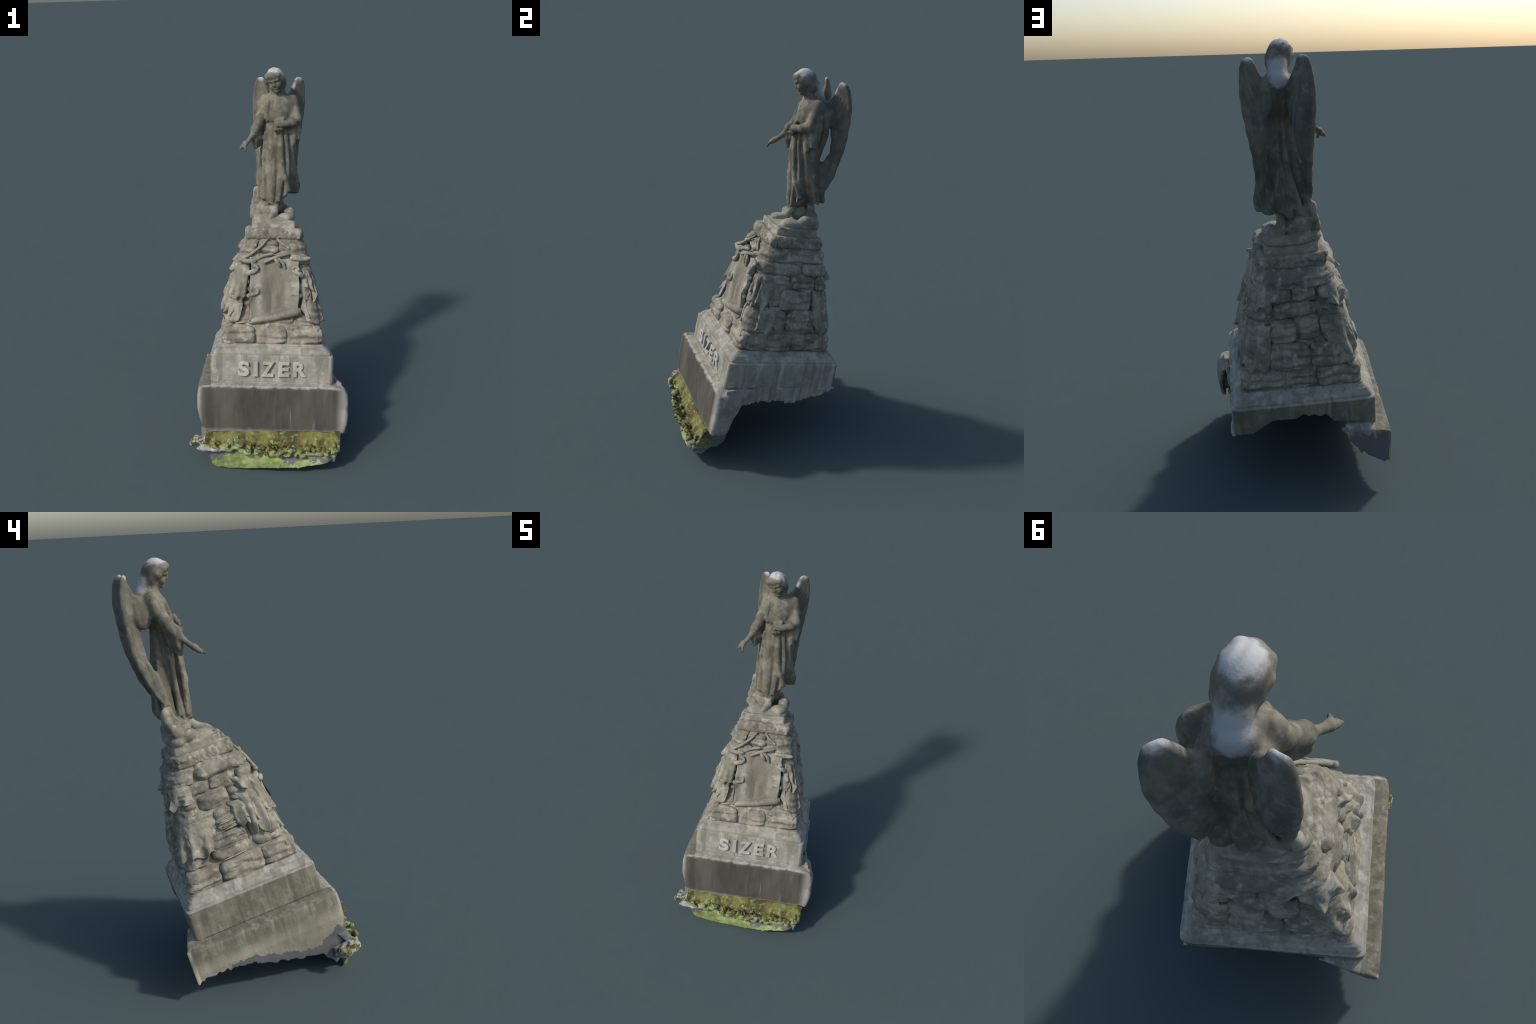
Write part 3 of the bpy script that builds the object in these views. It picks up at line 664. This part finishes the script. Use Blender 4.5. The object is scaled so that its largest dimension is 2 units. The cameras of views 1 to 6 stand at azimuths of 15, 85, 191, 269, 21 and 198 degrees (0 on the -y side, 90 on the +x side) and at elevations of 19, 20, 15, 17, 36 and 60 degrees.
hair = head & ((rel[:, 2]+.9*rel[:, 1] > -.010) & (rel[:, 2]-.55*rel[:, 1]*-1 > -.06) & ((rel[:, 1] > -.02) | (rel[:, 2] > .024)))
L[head] = 1; L[hair] = 2
neckback = (y > -.035) & (z > 1.875) & (np.abs(x-.004) < .05+.3*np.clip(1.93-z, 0, .06)) & (y < .06)
L[neckback] = 2
iw = (y > .034) & (z > 1.43) & (x > .045+.02*(z < 1.7)) & (z > 1.44); L[iw & (y > .066-.35*np.clip(z-1.85, 0, .2))] = 3
iw = (y > .034) & (z > 1.43) & (x < -.032-.02*(z < 1.7)); L[iw & (y > .066-.35*np.clip(z-1.85, 0, .2))] = 4
ra = ((x < -.088+.25*np.clip(z-1.80, 0, .1)) & (z > 1.66) & (z < 1.88) & (y < .005)) | ((x < -.104) & (z > 1.60) & (z < 1.70) & (y < -.02)); L[ra] = 5
hand = (z < 1.70) & (x < -.126) & (z > 1.56) & ((z < 1.688) & (y < -.07)); L[hand] = 6
la = (x > .098-.25*np.clip(z-1.80, 0, .1)) & (z > 1.63) & (z < 1.885) & (y < .012); L[la] = 7
fl = (y < -.098) & (z > 1.675) & (z < 1.775) & (x > -.025) & (x < .062); L[fl] = 8
hemz = np.minimum(1.288+.85*np.maximum(x-.005, 0)+.40*np.maximum(y-.01, 0), 1.352)
L[(z < hemz-.004) & (z < 1.36)] = 9
ft = (z < hemz-.002) & (z > 1.218) & (((np.hypot(x-.003, (y+.02)*.8) < .03) & (z > 1.24)) | ((x > -.035) & (x < .02) & (y < -.03) & (y > -.105) & (z > 1.226))); L[ft] = 10
L[(x < -.092) & (z < 1.405) & (z > 1.315) & (y > .075) & (y < .125)] = 9
L[z < 1.216] = 11
angel = group("angel")
make_split(V, Q, L, {0: ("robe", M_ANGEL), 1: ("head", M_ANGEL), 2: ("hair", M_HAIR), 3: ("wing", M_WING), 4: ("wing", M_WING), 5: ("arm", M_ANGEL), 6: ("hand", M_ANGEL),
                     7: ("arm", M_ANGEL), 8: ("flower_bunch", M_ANGEL), 9: ("rocky_mound", M_MOUND), 10: ("foot", M_MOUND), 11: ("base_slab", M_MOUND)}, angel)

# ------------------------------------------------------------------ mossy footing, leaf litter and torn turf under the front
foot = group("turf_footing")
f = Field((-.46, -.505, -.115), (.41, -.20, .135), .004)
lump_y = lambda x: float(np.interp(x, [-.3, -.1, .05, .15, .3, .36], [-.412, -.430, -.450, -.455, -.448, -.42]))
def footing(X, Y, Z):
    d = np.maximum(np.maximum(np.abs(X-.002)-.362, np.abs(Y+.368+.018*X/.36+.45*(.11-Z))-.018), np.abs(Z-.075)-.045)
    return d+.007*fbm(X, Y, Z, 20, 2)
f.add(footing, k=.006)
# torn turf skirt: its rim swings forward to the right (x, y, z of the rim)
RIM = np.array([(-.36, -.30, -.045), (-.30, -.335, -.086), (-.277, -.342, -.095), (-.205, -.362, -.096), (.01, -.42, -.070), (.15, -.443, -.058), (.289, -.452, -.028), (.34, -.43, .0), (.36, -.40, .02)])
def skirt(X, Y, Z):
    yr = np.interp(X, RIM[:, 0], RIM[:, 1]); zr = np.interp(X, RIM[:, 0], RIM[:, 2])
    yt = np.interp(X, [-.36, -.2, .05, .3, .36], [-.385, -.402, -.425, -.425, -.395]); zt = .03
    t = np.clip((Z-zr)/(zt-zr), 0, 1)
    ys = yr+(yt-yr)*t-.010*np.sin(t*math.pi)
    sh = np.abs(Y-ys-.008)-.008+.003*fbm(X, Y, Z, 20, 2)
    sh = np.maximum(sh, np.maximum(Z-.05, zr-Z))
    sh = np.maximum(sh, np.maximum(X-.345, np.interp(Z, [-.07, -.02, .015, .04], [-.306, -.320, -.355, -.365])-X))
    # flank that turns back along the right side
    fl = np.maximum(np.abs(X-.332-.08*np.clip(Z, -.05, .02))-.006, np.maximum(Y+.262+.01*vnoise(Z*90, 0, 1), -.44-Y))
    zb = np.interp(Y, [-.45, -.40, -.385, -.347, -.303, -.271, -.26], [-.02, -.035, -.038, .002, .008, .044, .08])
    fl = np.maximum(fl, np.maximum(zb-Z, Z-.08))
    fr = np.maximum(np.abs(X-.008-np.interp(Z, [-.07, -.02, .015, .04], [-.306, -.320, -.355, -.365]))-.008, np.maximum(Y+.285, -.355+.3*np.clip(Z+.06, -.1, .1)*-1-Y))
    fr = np.maximum(fr, np.maximum(np.interp(Y, [-.345, -.29], [-.06, -.02])-Z, Z-.06))
    return np.maximum(np.minimum(np.minimum(sh, fl), fr), .0-world_z(X, Y, Z))
f.add(skirt, k=.004)
r = np.random.default_rng(31)
for i in range(58):
    xx = -.30+.64*i/57+r.uniform(-.01, .01)
    f.ball((xx, lump_y(xx)+r.uniform(-.016, .016), .034+r.uniform(-.022, .022)), (r.uniform(.009, .024), r.uniform(.008, .016), r.uniform(.007, .015)), .007)
for c, rr in (((-.385, -.362, .052), (.026, .024, .018)), ((-.400, -.350, .040), (.022, .028, .018)), ((-.366, -.378, .062), (.018, .018, .014)), ((-.405, -.368, .052), (.016, .016, .014)), ((-.378, -.330, .042), (.026, .028, .022)), ((-.39, -.312, .05), (.018, .016, .018)), ((-.36, -.345, .04), (.03, .03, .025)), ((-.345, -.385, .050), (.022, .020, .016)), ((-.345, -.402, .024), (.038, .020, .014)), ((-.29, -.408, .022), (.045, .020, .013)),
              ((-.412, -.374, .038), (.014, .014, .012)), ((-.408, -.335, .030), (.014, .016, .012)), ((.345, -.388, .062), (.026, .022, .016)), ((.335, -.415, .032), (.022, .026, .014)), ((.10, -.435, .03), (.03, .02, .016)), ((.05, -.458, .035), (.012, .016, .012)), ((.16, -.43, .035), (.04, .024, .018)), ((.25, -.425, .035), (.04, .026, .018)), ((.02, -.405, .04), (.06, .022, .02)), ((.18, -.405, .045), (.14, .02, .02)),
              ((-.06, -.412, .03), (.014, .014, .014)), ((.21, -.445, .022), (.06, .018, .010)), ((.05, -.44, .012), (.028, .012, .018))):
    f.ball(c, rr, .008)
for i in range(26):      # tufts that stick out
    xx = r.uniform(-.12, .33); y0 = lump_y(xx)
    f.rod((xx, y0+.02, .04), (xx+r.uniform(-.02, .02), y0-r.uniform(.012, .04), .03+r.uniform(.0, .05)), .010, .004, .006)
sl, X, Y, Z = f.grid()
f.F = f.F+.003*fbm(X, Y, Z, 60, 2).astype(np.float32)
V, Q = f.mesh(); C = V[Q].mean(1); x, y, z = C.T
jn = .014*vnoise(x*45, z*45, 3)+.010*vnoise(x*110, z*110, 7)
L = np.zeros(len(C), int)                           # 0 mossy stone
L[z < .046+jn*1.6+.012*np.sin(x*23)] = 1                                   # leaf litter
L[z < .008+jn*.8] = 2                                # turf
grey = ((x < -.2+.05*np.sin(z*60)) & (z < .010+jn*.3) & (z > -.040+jn*1.2-.2*np.clip(-.26-x, 0, .1))) | ((x > .06) & (z < .004+jn*.4) & (z > -.028+jn*1.6+.03*np.exp(-((x-.2)/.03)**2)))
grey |= (y > -.325) & (z < .05)
L[grey & (z < .012)] = 3
L[(y > -.352) & (z < .09) & (z > -.01)] = 3
pal = np.minimum(np.hypot((x+.345)/.040, (z-.026)/.018), np.hypot((x+.29)/.045, (z-.022)/.014))
L[(pal < 1.0) & (y < -.388)] = 5
L[(x < -.365) & (z > .0)] = 0
L[(x < -.34) & (z > .0) & (vnoise(x*90, y*90, z*90) > .15)] = 5
L[(x < -.345) & (y > -.386) & (z > .075)] = 3
make_split(V, Q, L, {0: ("mossy_footing", M_MOSS), 1: ("leaf_litter", M_LEAF), 2: ("turf", M_GRASS), 3: ("grey_backfill", M_FILL), 5: ("pale_rock", M_PEBBLE)}, foot)
